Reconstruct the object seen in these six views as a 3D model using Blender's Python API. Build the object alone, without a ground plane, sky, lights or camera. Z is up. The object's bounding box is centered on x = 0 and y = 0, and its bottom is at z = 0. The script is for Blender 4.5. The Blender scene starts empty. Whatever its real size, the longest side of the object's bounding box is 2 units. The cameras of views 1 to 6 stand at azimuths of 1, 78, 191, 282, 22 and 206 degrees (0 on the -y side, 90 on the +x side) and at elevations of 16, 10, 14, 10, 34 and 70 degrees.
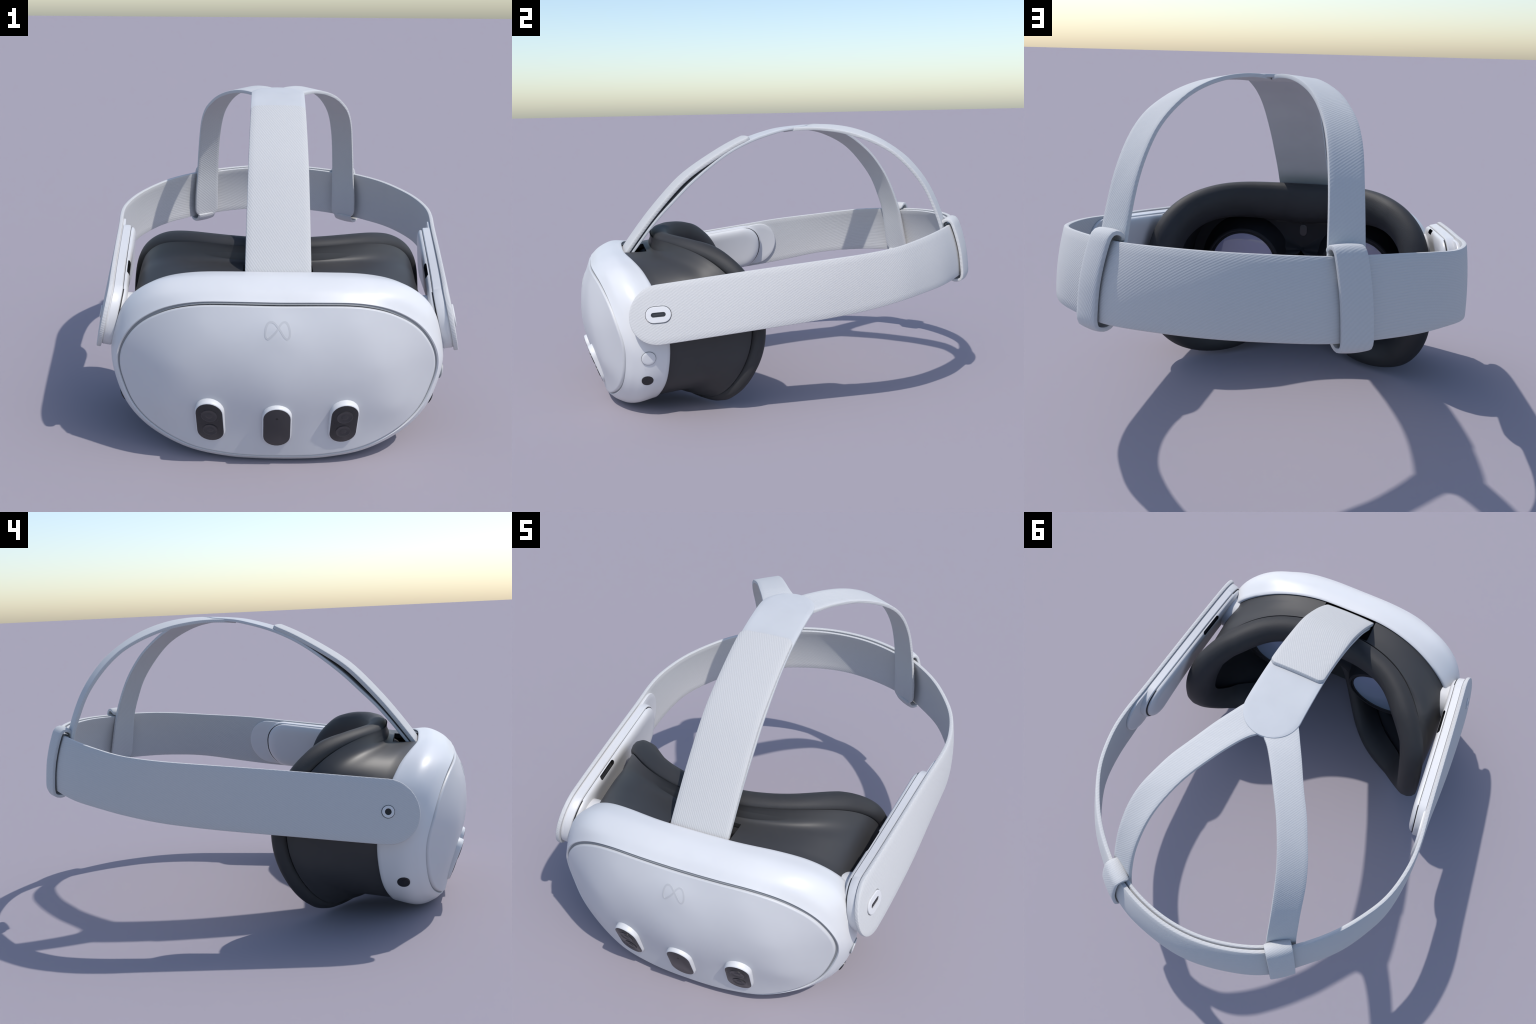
import bpy, bmesh, math, random
import numpy as np
from mathutils import Vector, Matrix
random.seed(7); np.random.seed(7)

# ------------------------------------------------------------------ materials
def new_mat(name):
    m = bpy.data.materials.new(name); m.use_nodes = True
    nt = m.node_tree
    return m, nt, nt.nodes['Principled BSDF']

def link(nt, a, b): nt.links.new(a, b)

def noise_colour(nt, bsdf, base, amount, scale, detail=3.0):
    tc = nt.nodes.new('ShaderNodeTexCoord')
    n = nt.nodes.new('ShaderNodeTexNoise'); n.inputs['Scale'].default_value = scale
    n.inputs['Detail'].default_value = detail
    link(nt, tc.outputs['Object'], n.inputs['Vector'])
    r = nt.nodes.new('ShaderNodeValToRGB')
    lo = [c * (1 - amount) for c in base]; hi = [min(1, c * (1 + amount)) for c in base]
    r.color_ramp.elements[0].position = 0.3; r.color_ramp.elements[1].position = 0.7
    r.color_ramp.elements[0].color = (*lo, 1); r.color_ramp.elements[1].color = (*hi, 1)
    link(nt, n.outputs['Fac'], r.inputs['Fac'])
    link(nt, r.outputs['Color'], bsdf.inputs['Base Color'])
    return tc, n

def grain(nt, bsdf, tc, scale, strength, dist=0.002):
    n = nt.nodes.new('ShaderNodeTexNoise'); n.inputs['Scale'].default_value = scale
    n.inputs['Detail'].default_value = 2
    link(nt, tc.outputs['Object'], n.inputs['Vector'])
    b = nt.nodes.new('ShaderNodeBump'); b.inputs['Strength'].default_value = strength
    b.inputs['Distance'].default_value = dist
    link(nt, n.outputs['Fac'], b.inputs['Height'])
    link(nt, b.outputs['Normal'], bsdf.inputs['Normal'])

def plastic(name, base, rough, var=0.012, spec=0.5, coat=0.0, bump=0.0):
    m, nt, b = new_mat(name)
    b.inputs['Roughness'].default_value = rough
    b.inputs['Specular IOR Level'].default_value = spec
    b.inputs['Coat Weight'].default_value = coat
    tc, _ = noise_colour(nt, b, base, var, 6.0)
    if bump: grain(nt, b, tc, 350, bump)
    return m

def twill(name, base, axis, period, strength, rough=0.9, var=0.03):
    """woven fabric: diagonal ribs broken into short floats, with thread noise"""
    m, nt, b = new_mat(name)
    b.inputs['Roughness'].default_value = rough
    b.inputs['Specular IOR Level'].default_value = 0.25
    b.inputs['Sheen Weight'].default_value = 0.08
    tc = nt.nodes.new('ShaderNodeTexCoord')
    def wave(ax, per, ph=0.0):
        d = nt.nodes.new('ShaderNodeVectorMath'); d.operation = 'DOT_PRODUCT'
        v = Vector(ax).normalized() * (2 * math.pi / per)
        d.inputs[1].default_value = v
        link(nt, tc.outputs['Object'], d.inputs[0])
        s = nt.nodes.new('ShaderNodeMath'); s.operation = 'SINE'
        link(nt, d.outputs['Value'], s.inputs[0])
        return s
    w1 = wave(axis, period)
    ax2 = Vector((axis[0], axis[1], -axis[2]))
    w2 = wave(ax2, period * 0.62)
    mul = nt.nodes.new('ShaderNodeMath'); mul.operation = 'MULTIPLY_ADD'
    mul.inputs[1].default_value = 0.35
    link(nt, w2.outputs[0], mul.inputs[0]); link(nt, w1.outputs[0], mul.inputs[2])
    n = nt.nodes.new('ShaderNodeTexNoise'); n.inputs['Scale'].default_value = 110; n.inputs['Detail'].default_value = 3
    link(nt, tc.outputs['Object'], n.inputs['Vector'])
    ad = nt.nodes.new('ShaderNodeMath'); ad.operation = 'MULTIPLY_ADD'; ad.inputs[1].default_value = 1.6
    link(nt, n.outputs['Fac'], ad.inputs[0]); link(nt, mul.outputs[0], ad.inputs[2])
    bp = nt.nodes.new('ShaderNodeBump'); bp.inputs['Strength'].default_value = strength
    bp.inputs['Distance'].default_value = 0.0022
    link(nt, ad.outputs[0], bp.inputs['Height']); link(nt, bp.outputs['Normal'], b.inputs['Normal'])
    mr = nt.nodes.new('ShaderNodeMapRange')
    mr.inputs['From Min'].default_value = -1.0; mr.inputs['From Max'].default_value = 2.6
    link(nt, ad.outputs[0], mr.inputs['Value'])
    r = nt.nodes.new('ShaderNodeValToRGB')
    r.color_ramp.elements[0].color = (*[c * (1 - var) for c in base], 1)
    r.color_ramp.elements[1].color = (*[min(1, c * (1 + var)) for c in base], 1)
    link(nt, mr.outputs['Result'], r.inputs['Fac']); link(nt, r.outputs['Color'], b.inputs['Base Color'])
    return m

WHITE = plastic('white_plastic', (0.66, 0.665, 0.675), 0.42)
VISOR = plastic('visor_plastic', (0.575, 0.58, 0.595), 0.45)
MARK = plastic('mark_grey', (0.50, 0.505, 0.52), 0.5)
ARMW = plastic('arm_plastic', (0.66, 0.66, 0.665), 0.4)
FELT = plastic('felt_pad', (0.53, 0.545, 0.565), 0.85, var=0.03, spec=0.2, bump=0.15)
BAND = twill('band_fabric', (0.56, 0.56, 0.56), (0.62, -0.62, 1), 0.0078, 0.11, var=.035)
PLATE = twill('plate_fabric', (0.53, 0.53, 0.53), (1, 0.25, 0.62), 0.0085, 0.14, var=.035)
LEGF = twill('leg_fabric', (0.56, 0.565, 0.57), (0.9, -0.5, 0.45), 0.0078, 0.09, var=.03)
INTER = plastic('interface_rubber', (0.040, 0.040, 0.042), 0.48, var=0.05, spec=0.4)
FOAM = plastic('cushion_leather', (0.034, 0.034, 0.036), 0.62, var=0.08, spec=0.35, bump=0.25)
INNER = plastic('inner_mask', (0.016, 0.016, 0.019), 0.65, var=0.1, spec=0.3)
BLACK = plastic('black_glass', (0.016, 0.016, 0.018), 0.25, var=0.0, spec=0.5)
CAMW = plastic('window_grey', (0.032, 0.030, 0.033), 0.35, var=0.02)
DARK = plastic('dark_fill', (0.012, 0.012, 0.013), 0.6, var=0.0)  # near-black fill that darkens slot floor, arm seams, slits and jack
GAPW = plastic('seam_grey', (0.24, 0.25, 0.26), 0.6, var=0.0)  # in the visor groove this grey carries the lip's shade
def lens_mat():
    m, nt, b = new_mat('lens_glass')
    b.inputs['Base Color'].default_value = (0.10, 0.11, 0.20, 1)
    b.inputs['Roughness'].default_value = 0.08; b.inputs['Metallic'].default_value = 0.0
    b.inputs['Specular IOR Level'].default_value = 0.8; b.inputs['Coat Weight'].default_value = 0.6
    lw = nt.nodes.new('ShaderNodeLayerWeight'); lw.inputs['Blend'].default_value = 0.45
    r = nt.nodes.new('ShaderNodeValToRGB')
    r.color_ramp.elements[0].color = (0.31, 0.30, 0.44, 1); r.color_ramp.elements[1].color = (0.19, 0.32, 0.44, 1)  # lilac-to-blue ramp: sky reflection and sheen painted into the lens colour
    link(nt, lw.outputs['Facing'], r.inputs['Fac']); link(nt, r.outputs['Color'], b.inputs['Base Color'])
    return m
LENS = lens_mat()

# ------------------------------------------------------------------ helpers
def cr(P, n, closed=False):
    """Catmull-Rom spline through control points P, n samples per segment"""
    P = np.asarray(P, float); m = len(P); out = []
    segs = m if closed else m - 1
    for i in range(segs):
        if closed: a, b, c, d = P[(i-1) % m], P[i], P[(i+1) % m], P[(i+2) % m]
        else:
            b, c = P[i], P[i+1]
            a = P[i-1] if i else 2*b - c
            d = P[i+2] if i+2 < m else 2*c - b
        for k in range(n):
            t = k / n
            out.append(0.5*((2*b) + (c-a)*t + (2*a-5*b+4*c-d)*t*t + (3*b-3*c+d-a)*t**3))
    if not closed: out.append(P[-1])
    return np.array(out)

def smooth_ring(R, it=12):
    R = R.copy()
    for _ in range(it): R = 0.5*R + 0.25*(np.roll(R, 1, 0) + np.roll(R, -1, 0))
    return R

def smooth_open(R, it):
    R = R.copy()
    for _ in range(it): R[1:-1] = 0.5*R[1:-1] + 0.25*(R[2:] + R[:-2])
    return R

ROOT = bpy.data.objects.new('vr_headset', None)
bpy.context.scene.collection.objects.link(ROOT)
ROOT['label'] = 'white virtual reality headset with fabric head straps and dark face cushion'
ROOT['category'] = 'vr headset'

def add(name, verts, faces, mat, parent=ROOT, angle=35, merge=2e-5):
    me = bpy.data.meshes.new(name)
    bm = bmesh.new()
    vs = [bm.verts.new(v) for v in verts]
    for f in faces:
        if len(set(f)) < 3: continue
        try: bm.faces.new([vs[i] for i in f])
        except ValueError: pass
    if merge: bmesh.ops.remove_doubles(bm, verts=bm.verts, dist=merge)
    bmesh.ops.dissolve_degenerate(bm, dist=1e-6, edges=bm.edges)
    bmesh.ops.recalc_face_normals(bm, faces=bm.faces)
    for f in bm.faces: f.smooth = True
    bm.to_mesh(me); bm.free()
    me.set_sharp_from_angle(angle=math.radians(angle))
    me.materials.append(mat)
    ob = bpy.data.objects.new(name, me)
    bpy.context.scene.collection.objects.link(ob)
    ob.parent = parent
    return ob

def loft(name, rings, mat, cap0=False, cap1=False, wrap=False, **k):
    N = len(rings[0]); V = [tuple(p) for r in rings for p in r]; F = []
    L = len(rings)
    for j in range(L if wrap else L - 1):
        a, b = j*N, ((j+1) % L)*N
        for i in range(N):
            i2 = (i+1) % N
            F.append((a+i, a+i2, b+i2, b+i))
    if cap0: F.append(tuple(range(N)))
    if cap1: F.append(tuple(range((L-1)*N, L*N))[::-1])
    return add(name, V, F, mat, **k)

def boolean(ob, cutter, op='DIFFERENCE'):
    md = ob.modifiers.new('cut', 'BOOLEAN'); md.operation = op; md.object = cutter; md.solver = 'EXACT'
    try: md.material_mode = 'TRANSFER'
    except Exception: pass
    dg = bpy.context.evaluated_depsgraph_get()
    me = bpy.data.meshes.new_from_object(ob.evaluated_get(dg))
    ob.modifiers.clear(); old = ob.data; ob.data = me; me.name = old.name
    bpy.data.objects.remove(cutter, do_unlink=True)
    bpy.data.meshes.remove(old)
    ob.data.set_sharp_from_angle(angle=math.radians(35))

class Sheet:
    """curved strip between two edge curves; point(s along, w -1..1 across, n off surface)"""
    def __init__(self, A, B, per=14, smooth=6, bulge=0.0, flip=False):
        A = smooth_open(cr(A, per), smooth); B = smooth_open(cr(B, per), smooth)
        self.mid = (A+B)/2; self.half = (A-B)/2
        d = np.linalg.norm(np.diff(self.mid, axis=0), axis=1)
        self.s = np.concatenate([[0], np.cumsum(d)]); self.len = self.s[-1]
        T = np.gradient(self.mid, axis=0)
        N = np.cross(T, self.half); N /= np.linalg.norm(N, axis=1)[:, None]
        if flip: N = -N
        self.nor = N; self.bulge = bulge
        self.hw = np.linalg.norm(self.half, axis=1).mean()
    def _i(self, X, s):
        o = np.stack([np.interp(s, self.s, X[:, k]) for k in range(3)], -1)
        lo = s < 0; hi = s > self.len
        if np.any(lo): o = o + np.where(lo, s, 0)[..., None]*(X[1]-X[0])/(self.s[1]-self.s[0])
        if np.any(hi): o = o + np.where(hi, s-self.len, 0)[..., None]*(X[-1]-X[-2])/(self.s[-1]-self.s[-2])
        return o
    def pt(self, s, w, n):
        s = np.asarray(s, float); w = np.asarray(w, float)
        return self._i(self.mid, s) + self._i(self.half, s)*w[..., None] + \
               self._i(self.nor, s)*(n + (np.interp(s, self.s, self.bulge) if np.ndim(self.bulge) else self.bulge)*(1-w*w))[..., None]
    def s_at(self, axis, val):
        i = np.argmin(abs(self.mid[:, axis]-val)); return self.s[i]

def outline(s0, s1, hw, r0, r1, step=0.012):
    """upper half of a strip outline with rounded corners r0 / r1"""
    pts = []
    def corner(r, sgn, s_end):
        m = 14 if r > 0.02 else 6
        a = np.linspace(0, math.pi/2, m)
        return [(s_end + sgn*r*(1-math.cos(t)), hw - r + r*math.sin(t)) for t in a]
    if r0 > 0: pts += corner(min(r0, hw), 1, s0)
    else: pts.append((s0, hw))
    a, b = pts[-1][0], s1 - min(r1, hw)
    k = max(2, int((b-a)/step))
    pts += [(a+(b-a)*i/k, hw) for i in range(1, k)]
    if r1 > 0: pts += corner(min(r1, hw), -1, s1)[::-1]
    else: pts.append((s1, hw))
    return np.array(pts)

def slab(name, sheet, s0, s1, hw, r0, r1, levels, mat, w_c=0.0, across=8, scale=None, ends=True, **k):
    """solid strip lying on a sheet: levels = [(offset n, inset)], corners r0, r1.
       hw and w_c are in metres across the sheet"""
    H = scale or sheet.hw
    O0 = outline(s0, s1, hw, r0, r1); M = len(O0)
    V = []; F = []; base = []
    cen = (s0+s1)/2
    for n, d in levels:
        S = np.clip(O0[:, 0], s0+d, s1-d) if r0 == 0 and r1 == 0 else None
        if S is None:
            O = outline(s0+d, s1-d, hw-d, max(r0-d, 0.0005) if r0 else 0, max(r1-d, 0.0005) if r1 else 0)
            if len(O) != M:
                q = np.linspace(0, 1, M); t = np.linspace(0, 1, len(O))
                O = np.stack([np.interp(q, t, O[:, 0]), np.interp(q, t, O[:, 1])], 1)
            S, W = O[:, 0], O[:, 1]
        else: W = np.maximum(O0[:, 1]-d, 0)
        base.append(len(V))
        for j in range(across+1):
            V += [tuple(p) for p in sheet.pt(S, (w_c + W*(1-2*j/across))/H, np.full(M, float(n)))]
    Lc = len(levels)
    for li, flip in ((0, True), (Lc-1, False)):
        b = base[li]
        for j in range(across):
            for i in range(M-1):
                q = (b+j*M+i, b+j*M+i+1, b+(j+1)*M+i+1, b+(j+1)*M+i)
                F.append(q[::-1] if flip else q)
    loop = [(0, i) for i in range(M)] + [(j, M-1) for j in range(1, across)] + \
           [(across, i) for i in range(M-1, -1, -1)] + [(j, 0) for j in range(across-1, 0, -1)]
    for l in range(Lc-1):
        a, b = base[l], base[l+1]
        for q in range(len(loop)):
            (j, i), (j2, i2) = loop[q], loop[(q+1) % len(loop)]
            F.append((a+j*M+i, a+j2*M+i2, b+j2*M+i2, b+j*M+i))
    # drop unused interior points of middle levels
    used = sorted({i for f in F for i in f}); mp = {u: x for x, u in enumerate(used)}
    return add(name, [V[u] for u in used], [tuple(mp[i] for i in f) for f in F], mat, **k)

def soft(lo, hi, e):
    """bevelled level list from n=lo to n=hi with edge radius e"""
    return [(lo, e), (lo+0.3*e, 0.3*e), (lo+e, 0), (hi-e, 0), (hi-0.3*e, 0.3*e), (hi, e)]

def mirror_pts(P): 
    P = np.array(P, float); P[:, 0] *= -1; return P

# ------------------------------------------------------------------ front housing
# half rings from top centre (x=0) round the +x side to bottom centre
G = [(0,-.940,.657),(.16,-.938,.658),(.30,-.924,.651),(.42,-.897,.617),(.52,-.866,.552),(.583,-.838,.465),(.606,-.815,.38),
     (.592,-.810,.295),(.55,-.820,.198),(.465,-.842,.118),(.33,-.876,.058),(.19,-.890,.034),(.09,-.895,.028),(0,-.896,.027)]
A = [(0,-.906,.692),(.165,-.903,.692),(.31,-.885,.684),(.444,-.860,.658),(.547,-.827,.583),(.604,-.792,.478),(.624,-.777,.38),
     (.610,-.772,.285),(.567,-.782,.182),(.478,-.804,.095),(.338,-.842,.034),(.19,-.861,.010),(.09,-.868,.006),(0,-.869,.005)]
B = [(0,-.85,.718),(.17,-.845,.718),(.32,-.825,.709),(.456,-.797,.681),(.562,-.766,.604),(.618,-.735,.492),(.637,-.72,.385),
     (.623,-.715,.272),(.578,-.725,.16),(.485,-.75,.070),(.343,-.79,.016),(.19,-.825,.001),(.09,-.84,.0),(0,-.842,0)]
R = [(0,-.786,.721),(.17,-.782,.720),(.32,-.752,.707),(.445,-.712,.670),(.55,-.672,.597),(.605,-.64,.497),(.624,-.62,.385),
     (.612,-.622,.28),(.568,-.638,.170),(.478,-.672,.082),(.34,-.70,.037),(.19,-.76,.020),(.09,-.795,.012),(0,-.80,.010)]
PER = 8
def ring(half, it=5):
    half = np.array(half, float)
    full = np.concatenate([half, mirror_pts(half[-2:0:-1])])
    return smooth_ring(cr(full, PER, True), it)
gG, gA, gB, gR = ring(G), ring(A), ring(B), ring(R)
gB[:, 2] -= gB[:, 2].min(); 
CEN = np.array([0, -1.0, 0.40])
def inset(r, k, dy=0.0, c=(0, 0.39)):
    o = r.copy(); o[:, 0] = c[0]+(o[:, 0]-c[0])*k; o[:, 2] = c[1]+(o[:, 2]-c[1])*k; o[:, 1] += dy; return o
def between(rs, n):
    """spline across a list of rings"""
    arr = np.array(rs); out = []
    cols = [cr(arr[:, i, :], n) for i in range(arr.shape[1])]
    cols = np.array(cols)
    return [cols[:, j, :] for j in range(cols.shape[1])]
shell_rings = [inset(gG, .965, .05), inset(gG, .978, .012), inset(gG, .986, .001)] + between([inset(gG, .995, -.001), gA, gB, gR], 7) + \
              [inset(gR, .99, .004), inset(gR, .975, .002), inset(gR, .955, -.03)]
shell = loft('housing', shell_rings, WHITE, angle=50)

# visor panel: thin-plate surface y(x,z) through its rim and a few measured points
idx = np.arange(len(gG)); frac = 1 - np.abs(2*idx/len(gG) - 1)   # 0 at top centre, 1 at bottom centre
gE = inset(gG, .972, .0); gE[:, 1] += np.interp(frac, [0, .3, .5, 1], [-.009, -.010, -.011, -.010])
gE[:, 2] -= np.interp(frac, [0, .25, .4, 1], [.008, .007, .001, 0])
inside = [(0, -1.0, .40), (0, -.996, .49), (0, -.983, .575), (0, -.988, .305), (0, -.945, .175),
          (.245, -.925, .185), (.43, -.902, .24), (.37, -.950, .42), (.25, -.975, .42), (.28, -.955, .575)]
ctrl = np.array(inside + [(-x, y, z) for x, y, z in inside if x] + [tuple(p) for p in gE[::4]])
def tps_k(r2): return np.where(r2 > 1e-12, .5*r2*np.log(np.maximum(r2, 1e-12)), 0)
def tps_fit(P, v, lam=8e-4):
    n = len(P); r2 = ((P[:, None]-P[None])**2).sum(-1)
    K = tps_k(r2) + lam*np.eye(n); Q = np.hstack([np.ones((n, 1)), P])
    return np.linalg.solve(np.block([[K, Q], [Q.T, np.zeros((3, 3))]]), np.concatenate([v, np.zeros(3)]))
TP = ctrl[:, [0, 2]]; TW = tps_fit(TP, ctrl[:, 1])
def surf_y(xz):
    xz = np.atleast_2d(xz); r2 = ((xz[:, None]-TP[None])**2).sum(-1)
    return tps_k(r2)@TW[:-3] + TW[-3] + xz@TW[-2:]
def visor_y(x, z): return float(surf_y((x, z))[0])
def visor_ring(t):
    o = gE.copy(); o[:, 0] = gE[:, 0]*t; o[:, 2] = CEN[2] + (gE[:, 2]-CEN[2])*t
    o[:, 1] = surf_y(o[:, [0, 2]]); return o
vr = [visor_ring(t) for t in np.concatenate([[.02], np.linspace(.06, .97, 26), [.985, .994]])]
edge = visor_ring(1.0)
vr += [inset(edge, 1.0, .003), inset(edge, 1.0, .012), inset(edge, .985, .03)]
visor = loft('visor_panel', vr, VISOR, cap0=True, angle=60)
# grey strip in the visor groove; shade of the housing lip painted in
loft('lip_shade_strip', [inset(gG, .992, .008), inset(gG, .986, .003), inset(gG, .96, -.002)], GAPW, parent=shell)

# camera modules ---------------------------------------------------
def stadium(hw, hl, n=14):
    """capsule outline, half width hw, half length hl (along v)"""
    a = np.linspace(0, math.pi, n)
    top = [(hw*math.cos(t), hl-hw+hw*math.sin(t)) for t in a]
    return np.array(top + [(-x, -y) for x, y in top])
def stack(name, frame, outlines, mat, **k):
    """outlines = [(2d outline, depth)] lofted along frame z; caps at both ends"""
    rings = []
    for o, d in outlines:
        rings.append(np.array([tuple(frame @ Vector((p[0], p[1], d))) for p in o]))
    return loft(name, rings, mat, cap0=True, cap1=True, **k)
def face_frame(pos, normal, up):
    z = Vector(normal).normalized(); u = (Vector(up) - Vector(up).dot(z)*z).normalized(); x = u.cross(z)
    return Matrix(((x.x, u.x, z.x, pos[0]), (x.y, u.y, z.y, pos[1]), (x.z, u.z, z.z, pos[2]), (0, 0, 0, 1)))
def circle(r, n=28): return np.array([(r*math.cos(2*math.pi*i/n), r*math.sin(2*math.pi*i/n)) for i in range(n)])
TILT = math.radians(20)
for x, dual in ((-.245, True), (0.0, False), (.245, True)):
    yaw = -x*0.42
    nrm = (-math.sin(yaw)*math.cos(TILT), -math.cos(yaw)*math.cos(TILT), -math.sin(TILT))
    pos = (x, -.962 if dual is False else -.945, .182 if not dual else .192)
    f = face_frame(pos, nrm, (0, 0, 1))
    cm = stack('camera_module', f, [(stadium(.0548, .0995), -.10), (stadium(.0548, .0995), -.022), (stadium(.0538, .0985), -.006), (stadium(.0520, .0967), -.001), (stadium(.0500, .0945), 0.0005)], WHITE, angle=50)
    stack('camera_window', f, [(stadium(.0492, .0937), -.01), (stadium(.0492, .0937), .0012), (stadium(.0482, .0927), .0018)], BLACK if dual else CAMW, parent=cm)
    if dual:
        for v, r in ((.036, .030), (-.036, .028)):
            g = f @ Matrix.Translation((0, v, 0))
            stack('camera_lens', g, [(circle(r), 0), (circle(r), .0035), (circle(r*.9), .0042), (circle(r*.82), .0030), (circle(r*.45), .0026), (circle(r*.40), .0036), (circle(r*.2), .0038)], CAMW, parent=cm)
    else:
        g = f @ Matrix.Translation((0, .047, 0))
        stack('indicator_light', g, [(circle(.0045), 0), (circle(.0045), .0026)], DARK, parent=cm)

# infinity-loop mark on the visor ----------------------------------
def mark_curve():
    # sideways eight drawn as two tall loops crossing in the middle
    key = [(0,.004),(.010,.020),(.022,.029),(.034,.024),(.042,.004),(.043,-.018),(.035,-.029),(.024,-.022),(.010,.000),
           (0,.0135),(-.012,.026),(-.022,.029),(-.034,.024),(-.042,.004),(-.043,-.018),(-.035,-.029),(-.024,-.022),(-.010,-.009)]
    return cr([(a, b, 0) for a, b in key], 10, True)[:, :2]
mk = smooth_ring(mark_curve(), 8)
tang = np.roll(mk, -1, 0) - np.roll(mk, 1, 0); tang /= np.linalg.norm(tang, axis=1)[:, None]
nn = np.stack([-tang[:, 1], tang[:, 0]], 1)
rows = []
for off, lift in ((-.0036, -.002), (-.0034, .0006), (.0034, .0006), (.0036, -.002)):
    q = mk + nn*off
    rows.append(np.array([(x-.002, visor_y(x, z+.566)-lift, z+.566) for x, z in q]))
loft('logo_mark', rows, MARK, parent=visor)

# housing side details ---------------------------------------------
def shell_hit(y, z, sx):
    """point and normal on the housing side at y,z"""
    me = shell.data; best = None
    from mathutils.bvhtree import BVHTree
    global _bvh
    try: _bvh
    except NameError: _bvh = BVHTree.FromPolygons([v.co for v in me.vertices], [p.vertices for p in me.polygons])
    p, n, *_ = _bvh.ray_cast(Vector((sx*2, y, z)), Vector((-sx, 0, 0)))
    if n.x*sx < 0: n = -n
    return p, n
for sx in (-1, 1):
    p, n = shell_hit(-.72, .198, sx)
    f = face_frame(p, n, (0, 0, 1))
    stack('tracking_camera', f, [(circle(.0265), -.01), (circle(.0265), -.0004), (circle(.0245), .0005), (circle(.02), .0), (circle(.012), .0008)], BLACK, parent=shell, angle=60)
p, n = shell_hit(-.713, .311, 1)
f = face_frame(p, n, (0, 0, 1))
stack('button_seam', f, [(circle(.033), -.01), (circle(.033), .0012)], GAPW, parent=shell)
stack('power_button', f, [(circle(.031), -.01), (circle(.031), .003), (circle(.0285), .0042), (circle(.02), .0048)], WHITE, parent=shell, angle=60)

# ------------------------------------------------------------------ facial interface and cushion
I2 = [(0,-.68,.711),(.16,-.676,.711),(.31,-.645,.704),(.435,-.59,.684),(.535,-.515,.632),(.58,-.42,.540),(.602,-.38,.45),
      (.604,-.36,.35),(.59,-.38,.225),(.515,-.455,.133),(.418,-.53,.084),(.265,-.61,.066),(.125,-.725,.11),(0,-.79,.25)]
I3 = [(0,-.642,.724),(.15,-.636,.723),(.29,-.60,.720),(.405,-.54,.709),(.508,-.455,.671),(.565,-.38,.605),(.594,-.32,.50),
      (.605,-.30,.37),(.600,-.315,.235),(.54,-.375,.130),(.455,-.45,.072),(.31,-.55,.050),(.15,-.665,.12),(0,-.765,.38)]
M = [(0,-.635,.775),(.14,-.63,.776),(.27,-.592,.777),(.38,-.528,.766),(.48,-.43,.728),(.555,-.335,.652),(.59,-.258,.54),
     (.603,-.235,.39),(.603,-.265,.255),(.562,-.325,.138),(.482,-.395,.057),(.335,-.475,.033),(.17,-.61,.10),(0,-.745,.47)]
g2, g3, gM = ring(I2), ring(I3), ring(M, 14)
# local frame along the seam: outward O and rearward D
Tn = np.roll(gM, -1, 0) - np.roll(gM, 1, 0); Tn /= np.linalg.norm(Tn, axis=1)[:, None]
Y = np.array([0, 1.0, 0]); D = Y - Tn*(Tn@Y)[:, None]; D /= np.linalg.norm(D, axis=1)[:, None]
O = np.cross(D, Tn); O *= np.sign(O[0, 2])
wide = np.interp(frac, [0, .2, .4, .55, .7, .82, .92, 1], [1.62, 1.35, .98, .82, .82, .75, .55, .4])[:, None]
deep = np.interp(frac, [0, .1, .3, .45, 1], [1.35, 1.45, 1.45, 1.0, 1.0])[:, None]
def sec(o, d): 
    oo = o*wide if o < 0 else np.full_like(wide, o)
    return gM + O*oo + D*(d*deep if d > 0 else d)
foam_prof = [(-.03, .008), (-.007, .001), (-.001, .0018), (.006, .004), (.016, .010), (.023, .026), (.023, .042), (.012, .057), (-.010, .066),
             (-.042, .067), (-.075, .054), (-.098, .025), (-.108, -.012), (-.112, -.05), (-.10, -.052), (-.06, .0)]
foam = loft('face_cushion', [sec(o, d) for o, d in foam_prof], FOAM, wrap=True, angle=70)
outer = [inset(gR, .97, -.02), inset(gR, .972, .0)] + between([inset(gR, .972, .03), g2, g3, sec(0, 0.0)], 6)
outer[-1] = sec(0, -.0025)
outer += [sec(-.0025, -.0003), sec(-.007, .0), sec(-.016, -.001)]
inner = [sec(-.03, -.01), inset(g3, .95, 0), inset(g2, .93, 0), inset(gR, .93, -.02)]
interface = loft('facial_interface', outer + inner, INTER, wrap=True, angle=60)
cut = stack('cutter', Matrix.Identity(4), [(np.array([(-.13, -.90), (.13, -.90), (.13, -.668), (-.13, -.668)]), .60),
                                           (np.array([(-.13, -.90), (.13, -.90), (.13, -.668), (-.13, -.668)]), .90)], INTER)
boolean(interface, cut)
# dark block added as floor of the slot the top strap runs into
def box(name, x0, x1, y0, y1, z0, z1, mat, **k):
    V = [(x, y, z) for x in (x0, x1) for y in (y0, y1) for z in (z0, z1)]
    F = [(0,1,3,2),(4,6,7,5),(0,4,5,1),(2,3,7,6),(0,2,6,4),(1,5,7,3)]
    return add(name, V, F, mat, **k)
box('slot_floor_block', -.128, .128, -.80, -.662, .60, .655, DARK)

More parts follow.
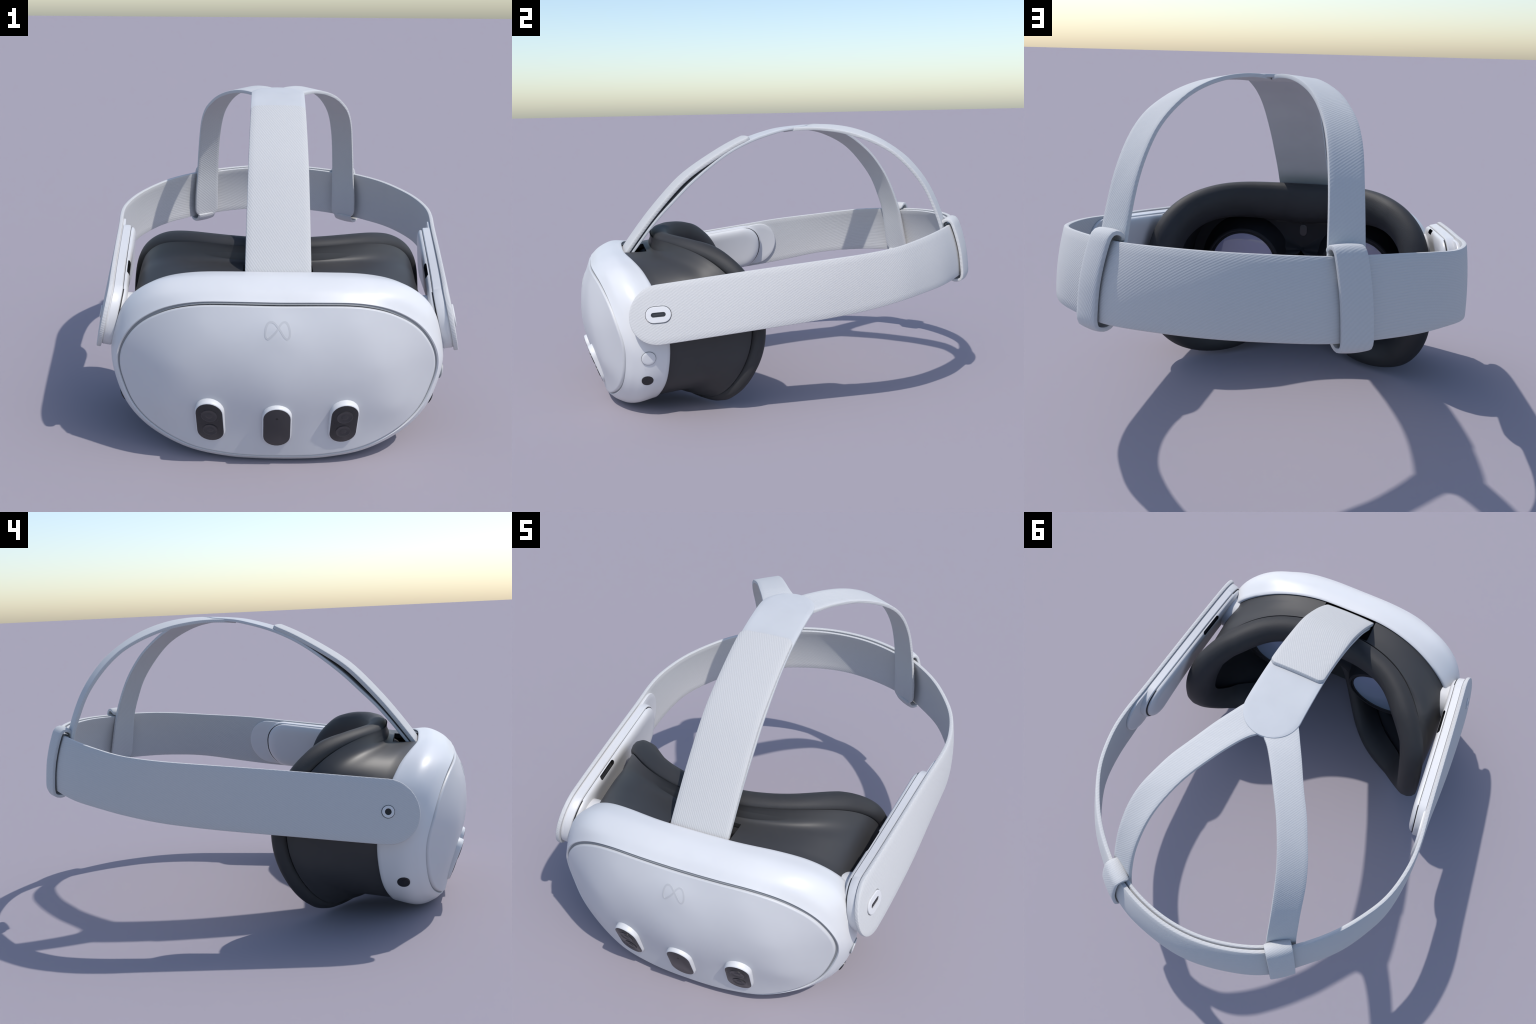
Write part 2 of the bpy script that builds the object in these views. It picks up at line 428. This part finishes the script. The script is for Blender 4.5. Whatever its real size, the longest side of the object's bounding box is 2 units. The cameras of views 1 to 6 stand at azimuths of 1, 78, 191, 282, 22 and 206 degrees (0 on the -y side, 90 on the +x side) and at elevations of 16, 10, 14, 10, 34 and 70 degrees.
# inner mask, lens barrels, lenses
tgt = ring([(0,-.69,.655),(.16,-.69,.655),(.30,-.69,.65),(.41,-.685,.625),(.48,-.675,.57),(.525,-.665,.49),(.54,-.665,.40),
            (.535,-.64,.315),(.50,-.63,.22),(.43,-.63,.145),(.33,-.64,.115),(.21,-.67,.145),(.10,-.73,.28),(0,-.75,.45)])
midr = inset(g2, .90); midr[:, 1] = .5*(g2[:, 1] + tgt[:, 1])
mask_rings = between([sec(-.105, -.03), inset(g3, .91, .0), midr, tgt], 5)
mask = loft('inner_mask', mask_rings + [inset(tgt, .5, -.0, c=(0, .47)), inset(tgt, .02, -.0, c=(0, .47))], INNER, cap1=True, angle=60)
for sx in (-1, 1):
    f = face_frame((sx*.270, -.58, .396), (sx*-.05, 1, -.02), (0, 0, 1))
    br = stack('lens_barrel', f, [(circle(.225, 48), -.115), (circle(.195, 48), -.05), (circle(.176, 48), -.004), (circle(.170, 48), .0), (circle(.163, 48), .0), (circle(.160, 48), -.008), (circle(.154, 48), -.006), (circle(.150, 48), -.012)], INNER, angle=25)
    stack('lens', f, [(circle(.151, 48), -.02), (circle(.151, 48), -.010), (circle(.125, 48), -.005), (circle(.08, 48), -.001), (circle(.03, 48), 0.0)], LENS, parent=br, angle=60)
f = face_frame((0, -.688, .56), (0, 1, 0), (0, 0, 1))
stack('proximity_sensor', f, [(stadium(.017, .028), -.01), (stadium(.017, .028), .002), (stadium(.014, .025), .003)], CAMW, parent=mask)

# ------------------------------------------------------------------ head band
top = [(.618,-.80,.628),(.642,-.62,.648),(.676,-.307,.684),(.706,-.02,.714),(.725,.14,.731),(.724,.27,.743),(.693,.42,.758),
       (.632,.543,.776),(.550,.661,.793),(.444,.768,.804),(.32,.860,.812),(.16,.918,.820)]
bot = [(.677,-.80,.372),(.703,-.61,.392),(.725,-.30,.424),(.731,-.02,.449),(.735,.14,.467),(.738,.28,.487),(.720,.43,.513),
       (.672,.552,.53),(.595,.684,.543),(.484,.798,.552),(.35,.912,.563),(.18,.972,.572)]
TOP = top + [(0,.937,.822)] + [(-x, y, z) for x, y, z in top[::-1]]
BOT = bot + [(0,.998,.576)] + [(-x, y, z) for x, y, z in bot[::-1]]
band = Sheet(TOP, BOT, per=12, smooth=14, bulge=.006, flip=False)
if band.nor[5, 0] < 0: band.nor = -band.nor
band_bulge = np.interp(np.abs(band.s/band.len-.5), [0, .12, .25, .5], [.018, .013, .006, .005])
band.bulge = band_bulge
TH = .017
BW = band.hw
s_tip = np.interp(-.79, band.mid[:60, 1], band.s[:60])
band_ob = slab('head_band', band, s_tip, band.len - s_tip, BW, BW, BW, soft(-TH/2, TH/2, .004), BAND, across=10)
# inner overlapping layer at the back, between the loops
def s_of_x(x, lo=.45):
    m = band.mid; k = np.where(m[:, 1] > .3)[0]; o = k[np.argsort(m[k, 0])]
    return np.interp(x, m[o, 0], band.s[o])
slab('band_overlap', band, s_of_x(.36), s_of_x(-.41), BW*.985, .0, .0, soft(-.030, -.016, .004), BAND, across=10, scale=BW)

# sockets in the band ends (cable port on +x, headphone jack on -x)
def prism(sheet, s, w, n0, n1, out, mat, name, **k):
    c = sheet.pt(np.array([s]), np.array([w/BW]), np.array([0.0]))[0]
    c1 = sheet.pt(np.array([s+.01]), np.array([w/BW]), np.array([0.0]))[0]
    up = sheet.pt(np.array([s]), np.array([w/BW+.02]), np.array([0.0]))[0] - c
    nr = np.cross(c1-c, up); 
    if nr[0]*c[0] < 0: nr = -nr
    f = face_frame(c, nr, up)
    return stack(name, f, [(o, d) for o, d in out], mat, **k)
def lay(o): return np.stack([-o[:, 1], o[:, 0]], 1)   # capsule lying along the strip
def s_of_y(y, side):
    m = band.mid; h = len(m)//2
    return np.interp(y, m[:60, 1], band.s[:60]) if side > 0 else band.len - np.interp(y, m[:60, 1], band.s[:60])
su, sj = s_of_y(-.664, 1), s_of_y(-.664, -1)
boolean(band_ob, prism(band, su, 0, 0, 0, [(lay(stadium(.038, .058)), -.03), (lay(stadium(.038, .058)), .03)], BAND, 'cutter'))
boolean(band_ob, prism(band, sj, 0, 0, 0, [(circle(.027), -.03), (circle(.027), .03)], BAND, 'cutter'))
port = prism(band, su, 0, 0, 0, [(lay(stadium(.0355, .0555)), -.03), (lay(stadium(.0355, .0555)), .0125), (lay(stadium(.0335, .0535)), .014), (lay(stadium(.014, .036)), .0145),
              (lay(stadium(.0105, .0325)), .0145), (lay(stadium(.0095, .0315)), .008)], ARMW, 'charging_port', angle=30)
prism(band, su, 0, 0, 0, [(lay(stadium(.0094, .0314)), -.02), (lay(stadium(.0094, .0314)), .0105), (lay(stadium(.0085, .0305)), .0115)], BLACK, 'port_dark_plug', parent=port)  # solid black plug added to read as the open port
prism(band, su, 0, 0, 0, [(lay(stadium(.0032, .022)), .0), (lay(stadium(.0032, .022)), .0128)], CAMW, 'port_tongue', parent=port)
jack = prism(band, sj, 0, 0, 0, [(circle(.0245), -.03), (circle(.0245), .0125), (circle(.023), .0138), (circle(.0135), .0140), (circle(.0125), .006)], ARMW, 'headphone_jack', angle=30)
prism(band, sj, 0, 0, 0, [(circle(.0124), -.02), (circle(.0124), .0105)], DARK, 'jack_dark_plug', parent=jack)  # dark plug set into the jack, standing in for its hole

# rigid arms inside the band on both sides
for side in (1, -1):
    def S(y): return s_of_y(y, side)
    def seg(a, b): 
        p, q = S(a), S(b); return (p, q) if p < q else (q, p)
    def rr(front, rear): return (front, rear) if side > 0 else (rear, front)
    a, b = seg(-.778, .17); r0, r1 = rr(.118, .118)
    slab('arm_tongue', band, a, b, .117, r0, r1, soft(-.022, -TH/2+.001, .005), ARMW, w_c=.001)
    a, b = seg(-.776, .068); r0, r1 = rr(.116, .112)
    arm = slab('arm_rail', band, a, b, .121, r0, r1, [(-.014, 0), (-.043, 0), (-.046, .002), (-.048, .005)][::-1], ARMW, w_c=.003)
    a, b = seg(-.770, .060); 
    slab('arm_seam', band, a, b, .115, r0-.004, r1-.004, [(-.053, 0), (-.044, 0)], DARK, w_c=.003, parent=arm)
    a, b = seg(-.766, .054)
    lev = [(-.050, 0), (-.058, .0005), (-.062, .003), (-.067, .009), (-.071, .018), (-.074, .030), (-.075, .045)][::-1]
    pod = slab('speaker_pod', band, a, b, .1165, r0-.003, r1-.003, lev, ARMW, w_c=.003, angle=60)
    # slit for the speaker on the upper inner edge
    sm = (S(-.53)+S(-.41))/2
    c = band.pt(np.array([sm]), np.array([(.003+.110)/BW]), np.array([-.064]))[0]
    c2 = band.pt(np.array([sm+.02]), np.array([(.003+.110)/BW]), np.array([-.064]))[0]
    along = Vector(c2-c).normalized()
    nb = Vector(band._i(band.nor, np.array([sm]))[0]); up = Vector(band._i(band.half, np.array([sm]))[0]).normalized()
    nrm = (-nb*.55 + up*.84).normalized()
    f = face_frame(tuple(c), nrm, tuple(along))
    cutter = stack('cutter', f, [(stadium(.010, .064), -.02), (stadium(.010, .064), .03)], DARK)
    boolean(pod, cutter)
    # pivot between housing and arm
    px = side*.60
    f = face_frame((side*.565, -.645, .50), (side*1.0, .05, .12), (0, 0, 1))
    stack('arm_pivot', f, [(circle(.085, 40), -.02), (circle(.085, 40), .02), (circle(.08, 40), .045)], ARMW)

# ------------------------------------------------------------------ top strap
CS = [(-.745,.69),(-.62,.848),(-.515,.955),(-.42,1.045),(-.27,1.160),(-.135,1.230),(0,1.273),(.08,1.288),(.195,1.297)]
cA = [(.117, y, z) for y, z in CS]; cB = [(-.117, y, z) for y, z in CS]
cs = Sheet(cA, cB, per=12, smooth=8, bulge=.003)
if cs.nor[len(cs.nor)//2, 2] < 0: cs.nor = -cs.nor
slab('strap_pad', cs, 0, cs.len-.004, .117, 0, .117, soft(-.003, .010, .003), FELT, across=12)
PS = [(-.80,.675),(-.765,.728),(-.68,.84),(-.60,.935),(-.49,1.050),(-.39,1.125),(-.24,1.215),(-.137,1.264)]
ps = Sheet([(.121, y, z) for y, z in PS], [(-.121, y, z) for y, z in PS], per=12, smooth=8, bulge=.004)
if ps.nor[len(ps.nor)//2, 2] < 0: ps.nor = -ps.nor
ps.half *= np.interp(ps.s, [0, ps.len], [1.02, .955])[:, None]
slab('strap_cover', ps, 0, ps.len, .121, 0, .028, soft(-.024, -.005, .005), PLATE, across=12, scale=.121)

# two legs of the Y
o_edge = [(.080,.045,1.287),(.112,.085,1.292),(.148,.148,1.295),(.186,.214,1.292),(.237,.307,1.277),(.287,.387,1.251),(.325,.462,1.217),(.360,.532,1.172),(.386,.605,1.10),(.402,.68,1.0),(.413,.725,.90),(.422,.760,.80),(.434,.780,.68),(.438,.800,.555)]
i_edge = [(.0,.06,1.289),(.0,.11,1.294),(.004,.175,1.300),(.04,.214,1.308),(.09,.286,1.307),(.14,.367,1.294),(.186,.442,1.269),(.222,.512,1.234),(.258,.592,1.178),(.282,.664,1.11),(.303,.748,.99),(.315,.818,.82),(.320,.850,.68),(.323,.876,.555)]
for sx in (1, -1):
    a = np.array(o_edge); b = np.array(i_edge); a[:, 0] *= sx; b[:, 0] *= sx
    s0 = s_of_x(sx*.390)
    lg = Sheet(a, b, per=12, smooth=14, bulge=.002)
    k = len(lg.nor)//3
    if lg.nor[k, 2] < 0: lg.nor = -lg.nor
    slab('strap_leg', lg, 0, lg.len, lg.hw, 0, .045, soft(-.012, .003, .003), LEGF, across=8)
    # loop: wraps under the band, up its outside and folds over the top
    s0 = s_of_x(sx*.390)
    C = band.pt(np.array([s0]), np.array([0.0]), np.array([0.0]))[0]
    Cn = band.pt(np.array([s0+.01]), np.array([0.0]), np.array([0.0]))[0]
    t = (Cn-C)/np.linalg.norm(Cn-C); w = band._i(band.half, np.array([s0]))[0]; w /= np.linalg.norm(w)
    nrm = band._i(band.nor, np.array([s0]))[0]
    path = [(-.060,-.105),(-.057,-.128),(-.042,-.144),(-.022,-.149),(-.004,-.146),(.004,-.136),(.010,-.115),(.018,-.05),(.021,0),(.019,.06),(.013,.115),(.008,.137),(-.003,.151),(-.020,.154),(-.036,.146),(-.041,.130)]
    Pm = [C + nrm*n + w*q for n, q in path]
    hwd = [.053]*3 + [.0555]*13
    ta = [p + t*h for p, h in zip(Pm, hwd)]; tb = [p - t*h for p, h in zip(Pm, hwd)]
    lp = Sheet(ta, tb, per=10, smooth=3)
    k = len(lp.nor)//2
    if np.dot(lp.nor[k], nrm) < 0: lp.nor = -lp.nor
    lp.bulge = .004
    slab('strap_loop', lp, 0, lp.len, lp.hw, 0, .02, soft(-.007, .007, .003), LEGF, across=8)
